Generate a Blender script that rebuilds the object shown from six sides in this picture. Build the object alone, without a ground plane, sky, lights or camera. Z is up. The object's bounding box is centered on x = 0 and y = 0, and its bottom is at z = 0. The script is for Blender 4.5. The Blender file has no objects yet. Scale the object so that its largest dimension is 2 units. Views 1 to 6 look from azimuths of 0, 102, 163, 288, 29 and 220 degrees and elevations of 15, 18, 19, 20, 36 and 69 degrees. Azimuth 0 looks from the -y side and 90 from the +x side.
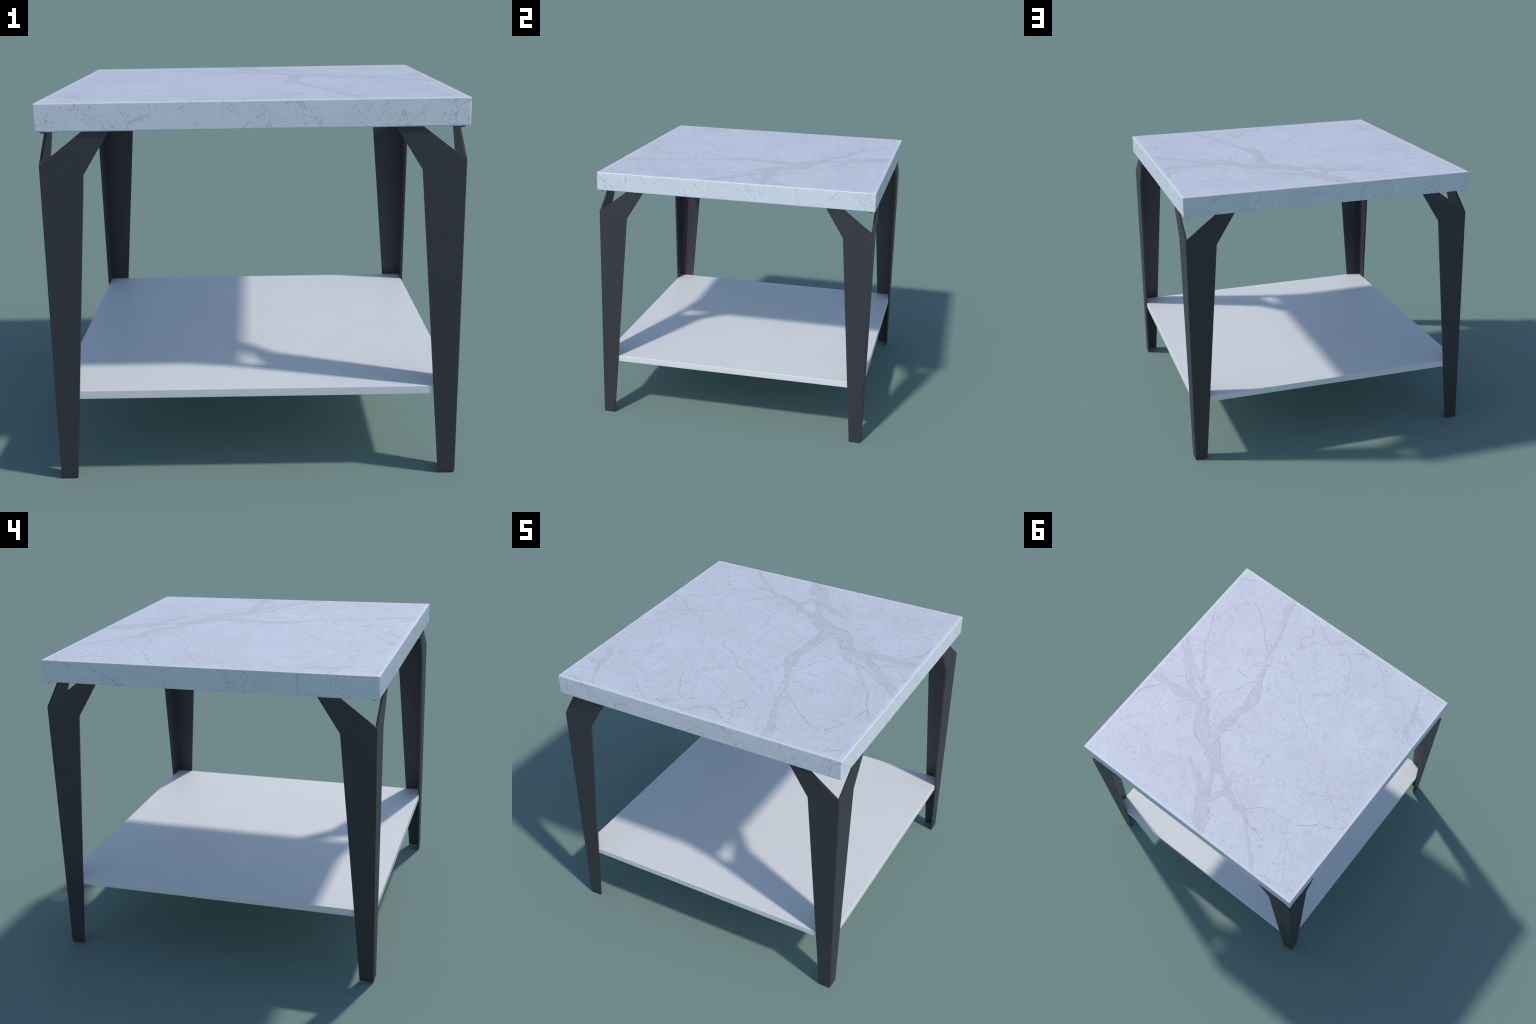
"""Square side table: thick veined-marble top, four folded sheet-steel legs
(L-shaped in plan, opening into a Y under the top) and a thin white shelf."""
import bpy
import bmesh
import math
from mathutils import Vector

# ------------------------------------------------------------------ sizes (m)
HALF = 1.0               # half the side of the square top
TOP_Z, UNDER_Z = 1.8815, 1.7504
LEG_OUT = (0.9926, 0.9907)   # outer faces of the legs, in x and in y
LEG_SHIFT_Y = 0.0012
SHEET = 0.0122           # thickness of the leg sheet
SHELF_HALF = 0.9830
SHELF_TOP, SHELF_UNDER = 0.4690, 0.4245

# one leaf of a leg, unfolded: (distance in from the folded corner, height)
SHOULDER_Z = 1.5915
LEAF = {
    "foot": (0.0845, 0.0),
    "elbow": (0.2048, 1.5475),
    "arm_in": (0.3320, UNDER_Z + 0.0008),
    "arm_out": (0.2085, UNDER_Z + 0.0008),
}


# ------------------------------------------------------------- node helpers
class Nodes:
    """Small expression builder on top of a material's node tree."""

    def __init__(self, name):
        self.mat = bpy.data.materials.new(name)
        self.mat.use_nodes = True
        self.t = self.mat.node_tree
        self.t.nodes.clear()
        self.out = self.t.nodes.new("ShaderNodeOutputMaterial")
        self.bsdf = self.t.nodes.new("ShaderNodeBsdfPrincipled")
        self.t.links.new(self.bsdf.outputs[0], self.out.inputs[0])
        self.pos = self.t.nodes.new("ShaderNodeTexCoord").outputs["Object"]

    def put(self, sock, v):
        if isinstance(v, bpy.types.NodeSocket):
            self.t.links.new(v, sock)
        elif v is not None:
            sock.default_value = v

    def math(self, op, a, b=None, c=None, clamp=False):
        n = self.t.nodes.new("ShaderNodeMath")
        n.operation, n.use_clamp = op, clamp
        for i, v in enumerate((a, b, c)):
            self.put(n.inputs[i], v)
        return n.outputs[0]

    def vec(self, op, a, b=None, scale=None):
        n = self.t.nodes.new("ShaderNodeVectorMath")
        n.operation = op
        self.put(n.inputs[0], a)
        self.put(n.inputs[1], b)
        if scale is not None:
            self.put(n.inputs["Scale"], scale)
        return n.outputs["Value" if op in ("DOT_PRODUCT", "LENGTH") else "Vector"]

    def mapped(self, scale=(1, 1, 1), rot=(0, 0, 0), loc=(0, 0, 0), vec=None):
        n = self.t.nodes.new("ShaderNodeMapping")
        self.put(n.inputs["Vector"], vec or self.pos)
        n.inputs["Scale"].default_value = scale
        n.inputs["Rotation"].default_value = rot
        n.inputs["Location"].default_value = loc
        return n.outputs[0]

    def noise(self, scale, detail=3.0, rough=0.5, distort=0.0, vec=None, colour=False):
        n = self.t.nodes.new("ShaderNodeTexNoise")
        self.put(n.inputs["Vector"], vec or self.pos)
        n.inputs["Scale"].default_value = scale
        n.inputs["Detail"].default_value = detail
        n.inputs["Roughness"].default_value = rough
        n.inputs["Distortion"].default_value = distort
        return n.outputs[1 if colour else 0]

    def voronoi(self, scale, feature="DISTANCE_TO_EDGE", vec=None, rand=1.0):
        n = self.t.nodes.new("ShaderNodeTexVoronoi")
        n.feature = feature
        self.put(n.inputs["Vector"], vec or self.pos)
        n.inputs["Scale"].default_value = scale
        n.inputs["Randomness"].default_value = rand
        return n.outputs["Distance"]

    def ramp(self, v, lo, hi, to_lo=0.0, to_hi=1.0, smooth=True):
        n = self.t.nodes.new("ShaderNodeMapRange")
        n.interpolation_type = "SMOOTHSTEP" if smooth else "LINEAR"
        self.put(n.inputs["Value"], v)
        for k, x in zip(("From Min", "From Max", "To Min", "To Max"), (lo, hi, to_lo, to_hi)):
            n.inputs[k].default_value = x
        return n.outputs[0]

    def mix(self, fac, a, b):
        n = self.t.nodes.new("ShaderNodeMix")
        n.data_type = "RGBA"
        self.put(n.inputs[0], fac)
        self.put(n.inputs[6], (*a, 1) if isinstance(a, tuple) else a)
        self.put(n.inputs[7], (*b, 1) if isinstance(b, tuple) else b)
        return n.outputs[2]

    def curve(self, v, pts):
        n = self.t.nodes.new("ShaderNodeFloatCurve")
        m = n.mapping
        m.extend = "HORIZONTAL"
        c = m.curves[0]
        c.points[0].location, c.points[1].location = pts[0], pts[-1]
        for p in pts[1:-1]:
            c.points.new(*p)
        for p in c.points:
            p.handle_type = "AUTO_CLAMPED"
        m.update()
        self.put(n.inputs["Value"], v)
        return n.outputs[0]

    def product(self, *vs):
        r = vs[0]
        for v in vs[1:]:
            r = self.math("MULTIPLY", r, v)
        return r


SPAN = 0.5   # offsets of a vein from its chord, as a share of this width


def vein(k, p, pts):
    """Distance from the vein whose spine runs through pts = (x, y, half width),
    in units of its local half width (1 = the vein's rim, 99 = far away)."""
    a, b = Vector(pts[0][:2]), Vector(pts[-1][:2])
    d = b - a
    L = d.length
    d.normalize()
    n = Vector((-d.y, d.x))
    flat = [(Vector(q[:2]) - a, q[2]) for q in pts]
    st = [(v.dot(d) / L, v.dot(n), w) for v, w in flat]
    spine, width = [], []
    for i, (s, o, w) in enumerate(st):
        i0, i1 = max(i - 1, 0), min(i + 1, len(st) - 1)
        run = (st[i1][0] - st[i0][0]) * L
        lean = math.hypot(run, st[i1][1] - st[i0][1]) / max(run, 1e-4)
        spine.append((s, 0.5 + o / SPAN))
        width.append((s, w * min(lean, 2.2) / SPAN))
    # outside its two ends a vein has no width
    width = [(-0.03, 0.0)] + width + [(1.03, 0.0)]
    width = [((s + 0.03) / 1.06, w) for s, w in width]
    along = k.math("ADD", k.vec("DOT_PRODUCT", p, (d.x / L, d.y / L, 0)), -a.dot(d) / L)
    across = k.math("ADD", k.vec("DOT_PRODUCT", p, (n.x / SPAN, n.y / SPAN, 0)), 0.5 - a.dot(n) / SPAN)
    along_w = k.math("MULTIPLY_ADD", along, 1 / 1.06, 0.03 / 1.06)
    off = k.math("ABSOLUTE", k.math("SUBTRACT", across, k.curve(along, spine)))
    return k.math("DIVIDE", off, k.math("MAXIMUM", k.curve(along_w, width), 2e-5))


# ----------------------------------------------------------------- materials
MARBLE = (0.735, 0.752, 0.835)
MARBLE_CUT = (0.745, 0.775, 0.850)
MARBLE_PALE = (0.880, 0.895, 0.930)
VEIN_GREY = (0.595, 0.603, 0.655)
VEIN_RIM = (0.440, 0.450, 0.505)
FLECK = (0.440, 0.452, 0.505)
STONE_GLOSS = {"Roughness": 0.5, "Metallic": 0.02}


def marble_top():
    k = Nodes("marble_veined")
    wob = k.vec("SUBTRACT", k.noise(9, 4, 0.55, colour=True), (0.5, 0.5, 0.5))
    p = k.vec("ADD", k.pos, k.vec("SCALE", wob, scale=0.035))
    jag = k.vec("SUBTRACT", k.noise(38, 4, 0.62, vec=k.mapped(loc=(5, 5, 5)), colour=True), (0.5, 0.5, 0.5))
    jagged = k.vec("ADD", p, k.vec("SCALE", jag, scale=0.020))
    bands, lines = [], []

    def band(*pts):
        bands.append(vein(k, p, pts))

    def line(*pts):
        lines.append(vein(k, jagged, pts))

    # the broad grey trunk and its arms
    band((1.033, -.229, .0285), (.963, -.167, .0309), (.878, -.089, .0368), (.781, .007, .0279), (.693, .081, .0292),
         (.618, .134, .0331), (.534, .166, .0439), (.457, .230, .0521), (.391, .315, .0553), (.302, .368, .0687),
         (.231, .393, .066), (.166, .449, .0511), (.104, .493, .0412))
    band((.827, -.099, .0061), (.741, -.023, .0081), (.65, .019, .0121), (.554, .057, .017), (.499, .112, .02), (.472, .187, .0199))
    band((.989, .217, .0102), (.903, .193, .0279), (.815, .188, .0212), (.743, .196, .0312), (.659, .187, .0361),
         (.576, .178, .0275), (.516, .180, .0199))
    band((.257, .346, .0294), (.253, .242, .0393), (.248, .124, .0356), (.226, .011, .0327), (.218, -.091, .0423),
         (.233, -.177, .035), (.27, -.26, .0181), (.312, -.353, .0202), (.355, -.448, .0102), (.368, -.538, .0102),
         (.378, -.617, .0143), (.402, -.685, .0154), (.449, -.795, .0217), (.485, -.886, .0271), (.5, -.963, .0262), (.501, -1.007, .021))
    band((.105, .486, .0339), (.034, .51, .0213), (-.031, .538, .025), (-.092, .594, .0288), (-.174, .646, .0277),
         (-.25, .663, .0276), (-.32, .679, .0199), (-.375, .718, .017), (-.437, .782, .017), (-.509, .85, .0122),
         (-.574, .909, .014), (-.62, .971, .0121), (-.662, 1.011, .0093))
    band((.085, .51, .0291), (.069, .576, .028), (.068, .653, .0434), (.039, .721, .0519), (-.008, .787, .0517),
         (-.057, .851, .0549), (-.088, .915, .0571), (-.117, .98, .0474), (-.146, 1.044, .0426))
    band((.293, .566, .0039), (.236, .601, .0146), (.178, .634, .0266), (.115, .664, .0338), (.063, .701, .0289))
    band((-.029, .77, .0144), (-.04, .73, .023), (-.058, .678, .023), (-.084, .626, .0192), (-.097, .596, .0096))
    # small grey patches near the edges
    band((.114, -.885, .0031), (.037, -.868, .0154), (-.014, -.893, .0174), (-.047, -.941, .0092), (-.087, -.998, .0041))
    band((.225, -.639, .002), (.197, -.685, .0102), (.157, -.741, .0072), (.127, -.793, .0041), (.073, -.823, .0051), (.021, -.855, .0112))
    band((-.666, -.995, .003), (-.749, -.968, .004), (-.794, -.899, .006), (-.821, -.824, .013), (-.856, -.749, .0199), (-.873, -.681, .0079))
    band((-.873, -.681, .0049), (-.869, -.624, .0158), (-.894, -.583, .0177), (-.931, -.545, .0069))
    band((-.859, -.765, .006), (-.937, -.73, .0178), (-.995, -.715, .0119))
    band((-.803, -.989, .005), (-.842, -.977, .007), (-.899, -.973, .009), (-.982, -.982, .007))
    # hairline veins
    line((-.234, .644, .0043), (-.306, .626, .0033), (-.369, .569, .0033), (-.436, .531, .0033), (-.491, .517, .0038),
         (-.558, .525, .0038), (-.623, .508, .0038), (-.682, .5, .0043), (-.756, .449, .0038), (-.821, .394, .0057),
         (-.878, .375, .0066), (-.942, .336, .0047), (-.999, .286, .0038))
    line((-.234, .445, .0014), (-.334, .371, .0019), (-.437, .301, .0019), (-.526, .251, .0024), (-.594, .246, .0033),
         (-.662, .217, .0029), (-.73, .18, .0024))
    line((-.73, .18, .0024), (-.821, .221, .0024), (-.891, .28, .0024))
    line((-.687, .613, .0019), (-.723, .696, .0028), (-.766, .773, .0028), (-.826, .86, .0023))
    line((-.369, .697, .0047), (-.426, .716, .0043), (-.495, .727, .0033), (-.539, .752, .0019))
    line((.284, -.574, .002), (.18, -.498, .003), (.113, -.462, .0035), (.059, -.395, .003), (-.052, -.355, .0035),
         (-.119, -.269, .003), (-.187, -.213, .0034), (-.253, -.169, .0034), (-.296, -.134, .002))
    line((.281, -.961, .0026), (.219, -.957, .0036), (.153, -.92, .0036), (.099, -.882, .0046))
    line((.193, -.688, .0092), (.236, -.755, .0041), (.214, -.798, .0026), (.18, -.813, .0026))
    line((.151, -.792, .0041), (.194, -.831, .0036), (.214, -.874, .0036), (.225, -.931, .0026))
    line((-.009, -.781, .002), (-.079, -.823, .0031), (-.162, -.88, .0025), (-.242, -.95, .0036), (-.28, -.94, .0071))
    line((-.132, -.866, .002), (-.208, -.811, .003), (-.232, -.745, .003), (-.276, -.694, .0035), (-.301, -.63, .0025), (-.327, -.567, .002))
    line((.095, -.748, .002), (.032, -.669, .0035), (-.015, -.648, .003))
    line((-.34, -.969, .002), (-.42, -.918, .003), (-.503, -.841, .0025), (-.57, -.782, .002))
    line((-.45, -.877, .0015), (-.502, -.924, .0025), (-.55, -.995, .002))
    line((.964, -.547, .0031), (.909, -.442, .0042), (.864, -.359, .0036), (.847, -.285, .0036), (.811, -.226, .0036),
         (.776, -.195, .0031), (.728, -.118, .0031), (.63, .004, .003))
    line((.753, -.784, .0026), (.648, -.731, .0036), (.553, -.657, .0036), (.457, -.556, .0036), (.379, -.494, .0041))
    line((.433, .171, .003), (.454, .084, .003), (.439, -.001, .0035), (.385, -.06, .004), (.353, -.147, .0035),
         (.302, -.228, .0045), (.256, -.25, .005))
    line((.967, .486, .003), (.956, .346, .0061), (.915, .287, .0061), (.858, .215, .004))
    line((.936, .155, .0031), (.852, .13, .0035), (.759, .068, .002))
    line((.761, .389, .002), (.716, .32, .0025), (.658, .25, .003), (.567, .189, .0035))
    line((.903, -.454, .0031), (.883, -.543, .0036), (.851, -.634, .0026), (.775, -.755, .0026))
    line((.95, -.906, .0032), (.892, -.925, .0042), (.858, -.962, .0064))
    line((.49, -.245, .003), (.437, -.223, .005), (.378, -.23, .0035))

    def nearest(ds):
        r = ds[0]
        for d in ds[1:]:
            r = k.math("MINIMUM", r, d)
        return r

    rag = k.math("SUBTRACT", k.noise(34, 5, 0.68), 0.5)
    t = k.math("MULTIPLY_ADD", rag, 1.1, nearest(bands))
    islands = k.ramp(k.noise(15, 3, 0.55), 0.585, 0.64)
    t = k.math("ADD", t, k.math("MULTIPLY", islands, 0.5))
    cloud = k.ramp(k.noise(8, 5, 0.62, vec=k.mapped(loc=(7, 2, 3))), 0.30, 0.66, 0.62, 1.0)
    fill = k.math("MULTIPLY", k.ramp(t, 0.72, 1.08, 1.0, 0.0), cloud)
    rim = k.math("SUBTRACT", 1.0, k.ramp(k.math("ABSOLUTE", k.math("SUBTRACT", t, 0.96)), 0.0, 0.18))
    rim = k.math("MULTIPLY", rim, k.ramp(k.noise(20, 3), 0.36, 0.58))
    # threads that run along inside the bands
    flow = k.math("PINGPONG", k.math("MULTIPLY_ADD", k.noise(8, 4, 0.6), 6.0, k.math("MULTIPLY", t, 2.6)), 1.0)
    flow = k.product(k.ramp(flow, 0.0, 0.22, 1.0, 0.0), fill, k.ramp(k.noise(14, 3), 0.38, 0.6))
    # paler slivers of clean stone caught inside the bands
    sliver = k.ramp(k.noise(22, 5, 0.68, 0.8, vec=k.mapped(loc=(2, 4, 9))), 0.46, 0.64)
    fill = k.math("MULTIPLY", fill, k.math("MULTIPLY_ADD", sliver, -0.7, 1.0))
    hair = k.math("MULTIPLY", k.ramp(nearest(lines), 0.35, 1.6, 1.0, 0.0), k.ramp(k.noise(17, 4, 0.65), 0.32, 0.58, 0.2, 1.0))

    # everywhere: faint crackle of broken hairs, and short flecks in drifts
    def bent(amount, scale, loc):
        n = k.noise(scale, 5, 0.60, vec=k.mapped(loc=loc), colour=True)
        return k.vec("ADD", k.pos, k.vec("SCALE", k.vec("SUBTRACT", n, (0.5, 0.5, 0.5)), scale=amount))

    def hairs(cells, width, amount, scale, loc, lo, hi, patch):
        e = k.ramp(k.voronoi(cells, vec=bent(amount, scale, loc)), 0.0, width, 1.0, 0.0)
        return k.math("MULTIPLY", e, k.ramp(k.noise(patch, 4, 0.65, vec=k.mapped(loc=loc[::-1])), lo, hi))

    crackle = hairs(4.6, 0.024, 0.34, 4, (3, 7, 1), 0.40, 0.55, 6)
    fine = hairs(9.0, 0.030, 0.12, 9, (1, 2, 5), 0.45, 0.57, 13)

    def strokes(scale, loc, angle, width, lo, hi, patch):
        """Short curved pencil strokes: level lines of a stretched noise, cut into dashes."""
        n = k.noise(1.0, 2.5, 0.55, 0.5, vec=k.mapped(scale=(scale, scale * 1.9, scale), rot=(0, 0, math.radians(angle)), loc=loc))
        lines_ = k.ramp(k.math("ABSOLUTE", k.math("SUBTRACT", n, 0.5)), 0.0, width, 1.0, 0.0)
        return k.math("MULTIPLY", lines_, k.ramp(k.noise(patch, 4, 0.7, vec=k.mapped(loc=loc[::-1])), lo, hi))

    wisps = k.math("MAXIMUM", strokes(8, (6, 3, 8), 20, 0.011, 0.46, 0.60, 18), strokes(15, (2, 9, 4), -35, 0.018, 0.48, 0.60, 26))
    wisps = k.math("MAXIMUM", wisps, strokes(26, (5, 1, 7), 10, 0.030, 0.50, 0.60, 32))
    grain = k.noise(1.0, 3, 0.6, 0.8, vec=k.mapped(scale=(125, 70, 60), rot=(0, 0, math.radians(35))))
    drift = k.ramp(k.noise(6, 5, 0.7, vec=k.mapped(loc=(9, 4, 2))), 0.38, 0.64)
    flecks = k.math("MULTIPLY", k.ramp(grain, 0.55, 0.66), k.math("MULTIPLY_ADD", drift, 0.7, 0.3))
    mottle = k.ramp(k.noise(3.0, 5, 0.6), 0.3, 0.7, 0.0, 1.0)

    # a pale, irregular margin along the four edges
    sep = k.t.nodes.new("ShaderNodeSeparateXYZ")
    k.put(sep.inputs[0], k.pos)
    reach = k.math("MAXIMUM", k.math("ABSOLUTE", sep.outputs[0]), k.math("ABSOLUTE", sep.outputs[1]))
    reach = k.math("MULTIPLY_ADD", k.math("SUBTRACT", k.noise(9, 4, 0.6), 0.5), 0.045, reach)
    margin = k.ramp(reach, 0.966, 0.992)

    col = k.mix(mottle, tuple(c * 0.965 for c in MARBLE), tuple(c * 1.04 for c in MARBLE))
    col = k.mix(k.math("MULTIPLY", flecks, 0.52), col, FLECK)
    col = k.mix(k.math("MULTIPLY", wisps, 0.48), col, FLECK)
    col = k.mix(k.math("MULTIPLY", fine, 0.32), col, FLECK)
    col = k.mix(k.math("MULTIPLY", crackle, 0.40), col, FLECK)
    col = k.mix(k.math("MULTIPLY", fill, 0.78), col, VEIN_GREY)
    col = k.mix(k.math("MULTIPLY", flow, 0.70), col, VEIN_RIM)
    col = k.mix(k.math("MULTIPLY", rim, 0.75), col, VEIN_RIM)
    col = k.mix(k.math("MULTIPLY", hair, 0.66), col, VEIN_RIM)
    col = k.mix(k.math("MULTIPLY", margin, 0.5), col, MARBLE_PALE)
    k.put(k.bsdf.inputs["Base Color"], col)
    for name, v in STONE_GLOSS.items():
        k.bsdf.inputs[name].default_value = v
    return k.mat


def marble_side():
    """Cut edge of the slab: the same stone, seen as scattered grey flecks."""
    k = Nodes("marble_cut_edge")
    def bent(amount, scale, detail=4):
        n = k.noise(scale, detail, 0.62, colour=True)
        return k.vec("ADD", k.pos, k.vec("SCALE", k.vec("SUBTRACT", n, (0.5, 0.5, 0.5)), scale=amount))

    drift = k.ramp(k.noise(7, 4, 0.65), 0.44, 0.58)
    spots = k.ramp(k.noise(1.0, 2.5, 0.6, vec=k.mapped(scale=(120, 120, 76), vec=bent(0.035, 26))), 0.575, 0.64)
    tiny = k.ramp(k.noise(1.0, 1.5, 0.5, vec=k.mapped(scale=(190, 190, 120), loc=(2, 5, 1))), 0.62, 0.69)
    # rows of flecks strung along wandering lines, and a few fine slanting veins
    strung = k.math("MULTIPLY", k.ramp(k.voronoi(14, vec=bent(0.10, 14, 5)), 0.0, 0.07, 1.0, 0.0), k.ramp(k.noise(95, 2, 0.5), 0.52, 0.57))
    slant = k.mapped(scale=(1, 1, 0.55), rot=(0, math.radians(28), 0), vec=bent(0.10, 10, 5))
    cracks = k.ramp(k.voronoi(3.6, vec=slant), 0.0, 0.016, 1.0, 0.0)
    cracks = k.math("MULTIPLY", cracks, k.ramp(k.noise(5, 4, 0.65, vec=k.mapped(loc=(4, 1, 8))), 0.44, 0.54))
    mottle = k.ramp(k.noise(3.0, 5, 0.6), 0.3, 0.7)
    col = k.mix(mottle, MARBLE_CUT, tuple(c * 1.05 for c in MARBLE_CUT))
    col = k.mix(k.product(spots, k.math("MULTIPLY_ADD", drift, 0.8, 0.2), 0.85), col, FLECK)
    col = k.mix(k.math("MULTIPLY", tiny, 0.45), col, FLECK)
    col = k.mix(k.product(strung, drift, 0.45), col, FLECK)
    col = k.mix(k.math("MULTIPLY", cracks, 0.52), col, FLECK)
    k.put(k.bsdf.inputs["Base Color"], col)
    for name, v in STONE_GLOSS.items():
        k.bsdf.inputs[name].default_value = v
    return k.mat


def white_lacquer():
    k = Nodes("white_lacquered_board")
    tone = k.ramp(k.noise(2.5, 3), 0.3, 0.7)
    k.put(k.bsdf.inputs["Base Color"], k.mix(tone, (0.820, 0.820, 0.820), (0.835, 0.835, 0.835)))
    k.bsdf.inputs["Roughness"].default_value = 0.5
    return k.mat


def dark_steel():
    k = Nodes("dark_powder_coated_steel")
    tone = k.ramp(k.noise(5, 4, 0.6), 0.3, 0.7)
    k.put(k.bsdf.inputs["Base Color"], k.mix(tone, (0.039, 0.039, 0.047), (0.042, 0.042, 0.050)))
    k.bsdf.inputs["Roughness"].default_value = 0.5
    return k.mat


def black_rubber():
    k = Nodes("black_rubber")
    tone = k.ramp(k.noise(40, 2), 0.3, 0.7)
    k.put(k.bsdf.inputs["Base Color"], k.mix(tone, (0.012, 0.012, 0.012), (0.018, 0.018, 0.018)))
    k.bsdf.inputs["Roughness"].default_value = 0.7
    return k.mat


# ------------------------------------------------------------------ geometry
def mesh_object(name, bm, parent, *mats):
    me = bpy.data.meshes.new(name)
    bmesh.ops.recalc_face_normals(bm, faces=bm.faces)
    bm.to_mesh(me)
    bm.free()
    for m in mats:
        me.materials.append(m)
    ob = bpy.data.objects.new(name, me)
    bpy.context.scene.collection.objects.link(ob)
    ob.parent = parent
    return ob


def smooth(me, hard=40):
    for f in me.polygons:
        f.use_smooth = True
    me.set_sharp_from_angle(angle=math.radians(hard))


def slab(name, half, z0, z1, bevel, parent, *mats):
    bm = bmesh.new()
    bmesh.ops.create_cube(bm, size=1.0)
    for v in bm.verts:
        v.co = Vector((v.co.x * 2 * half, v.co.y * 2 * half, z1 if v.co.z > 0 else z0))
    bmesh.ops.bevel(bm, geom=list(bm.edges), offset=bevel, segments=3, profile=0.5, affect="EDGES", clamp_overlap=True)
    bm.normal_update()
    for f in bm.faces:
        f.material_index = 0 if len(mats) < 2 or f.normal.z > 0.35 else 1
    ob = mesh_object(name, bm, parent, *mats)
    smooth(ob.data, 50)
    n = ob.modifiers.new("weighted_normals", "WEIGHTED_NORMAL")
    n.keep_sharp = True
    return ob


def leg_mesh(side):
    """Folded sheet: two leaves sharing the folded corner. Built for the corner
    at +y and at +x (side 1) or -x (side -1)."""
    bm = bmesh.new()
    t = SHEET
    rise = (LEAF["arm_out"][1] - SHOULDER_Z) / LEAF["arm_out"][0]
    ox, oy = LEG_OUT

    def at(in_x, in_y, z):
        return bm.verts.new((side * (ox - in_x), oy - in_y, z))

    def place(leaf, along, depth, z):
        return at(along, depth, z) if leaf == 0 else at(depth, along, z)

    fold = [at(0, 0, z) for z in (0.0, SHOULDER_Z)]
    inner = [at(t, t, z) for z in (0.0, SHOULDER_Z + rise * t)]
    order = ("foot", "elbow", "arm_in", "arm_out")
    for leaf in (0, 1):
        front = [place(leaf, LEAF[n][0], 0.0, LEAF[n][1]) for n in order]
        back = [place(leaf, LEAF[n][0], t, LEAF[n][1]) for n in order]
        bm.faces.new([fold[0], *front, fold[1]])
        bm.faces.new([inner[0], *back, inner[1]])
        for i in range(3):
            bm.faces.new([front[i], front[i + 1], back[i + 1], back[i]])
        bm.faces.new([fold[0], front[0], back[0], inner[0]])
        bm.faces.new([fold[1], front[3], back[3], inner[1]])
    bmesh.ops.recalc_face_normals(bm, faces=bm.faces)
    # the fold is rounded, and so are the two outer edges the foot stands on
    soft = [e for e in bm.edges if set(e.verts) == set(fold)]
    soft += [e for e in bm.edges if fold[0] in e.verts and inner[0] not in e.verts and abs(e.verts[0].co.z - e.verts[1].co.z) < 1e-6]
    bmesh.ops.bevel(bm, geom=soft, offset=0.0055, segments=4, profile=0.5, affect="EDGES", clamp_overlap=True)
    crisp = [e for e in bm.edges if len(e.link_faces) == 2 and e.calc_face_angle(0) > math.radians(35)]
    bmesh.ops.bevel(bm, geom=crisp, offset=0.0013, segments=2, profile=0.5, affect="EDGES", clamp_overlap=True)
    return bm


def build():
    table = bpy.data.objects.new("side_table", None)
    bpy.context.scene.collection.objects.link(table)
    table["label"] = "square side table with white marble top, dark folded-steel legs and white shelf"
    table["category"] = "side table"

    slab("tabletop", HALF, UNDER_Z, TOP_Z, 0.0065, table, marble_top(), marble_side())
    slab("shelf", SHELF_HALF, SHELF_UNDER, SHELF_TOP, 0.004, table, white_lacquer())

    steel = dark_steel()
    for side in (1, -1):
        leg = mesh_object("leg", leg_mesh(side), table, steel)
        smooth(leg.data)
        leg.modifiers.new("weighted_normals", "WEIGHTED_NORMAL").keep_sharp = True
        across = leg.copy()
        bpy.context.scene.collection.objects.link(across)
        across.rotation_euler.z = math.pi
        for ob in (leg, across):
            ob.location.y = LEG_SHIFT_Y

    # little round pads under the corners of the top
    bm, depth = bmesh.new(), 0.0085
    bmesh.ops.create_cone(bm, cap_ends=True, segments=32, radius1=0.0125, radius2=0.0125, depth=depth)
    rim = [e for e in bm.edges if all(v.co.z < 0 for v in e.verts)]
    bmesh.ops.bevel(bm, geom=rim, offset=0.002, segments=2, profile=0.5, affect="EDGES")
    for v in bm.verts:
        v.co += Vector((0.9690, 0.9670, UNDER_Z + 0.001 - depth / 2))
    pad = mesh_object("bumper_pad", bm, table, black_rubber())
    smooth(pad.data)
    for i in range(1, 4):
        ob = pad.copy()
        bpy.context.scene.collection.objects.link(ob)
        ob.rotation_euler.z = i * math.pi / 2


build()
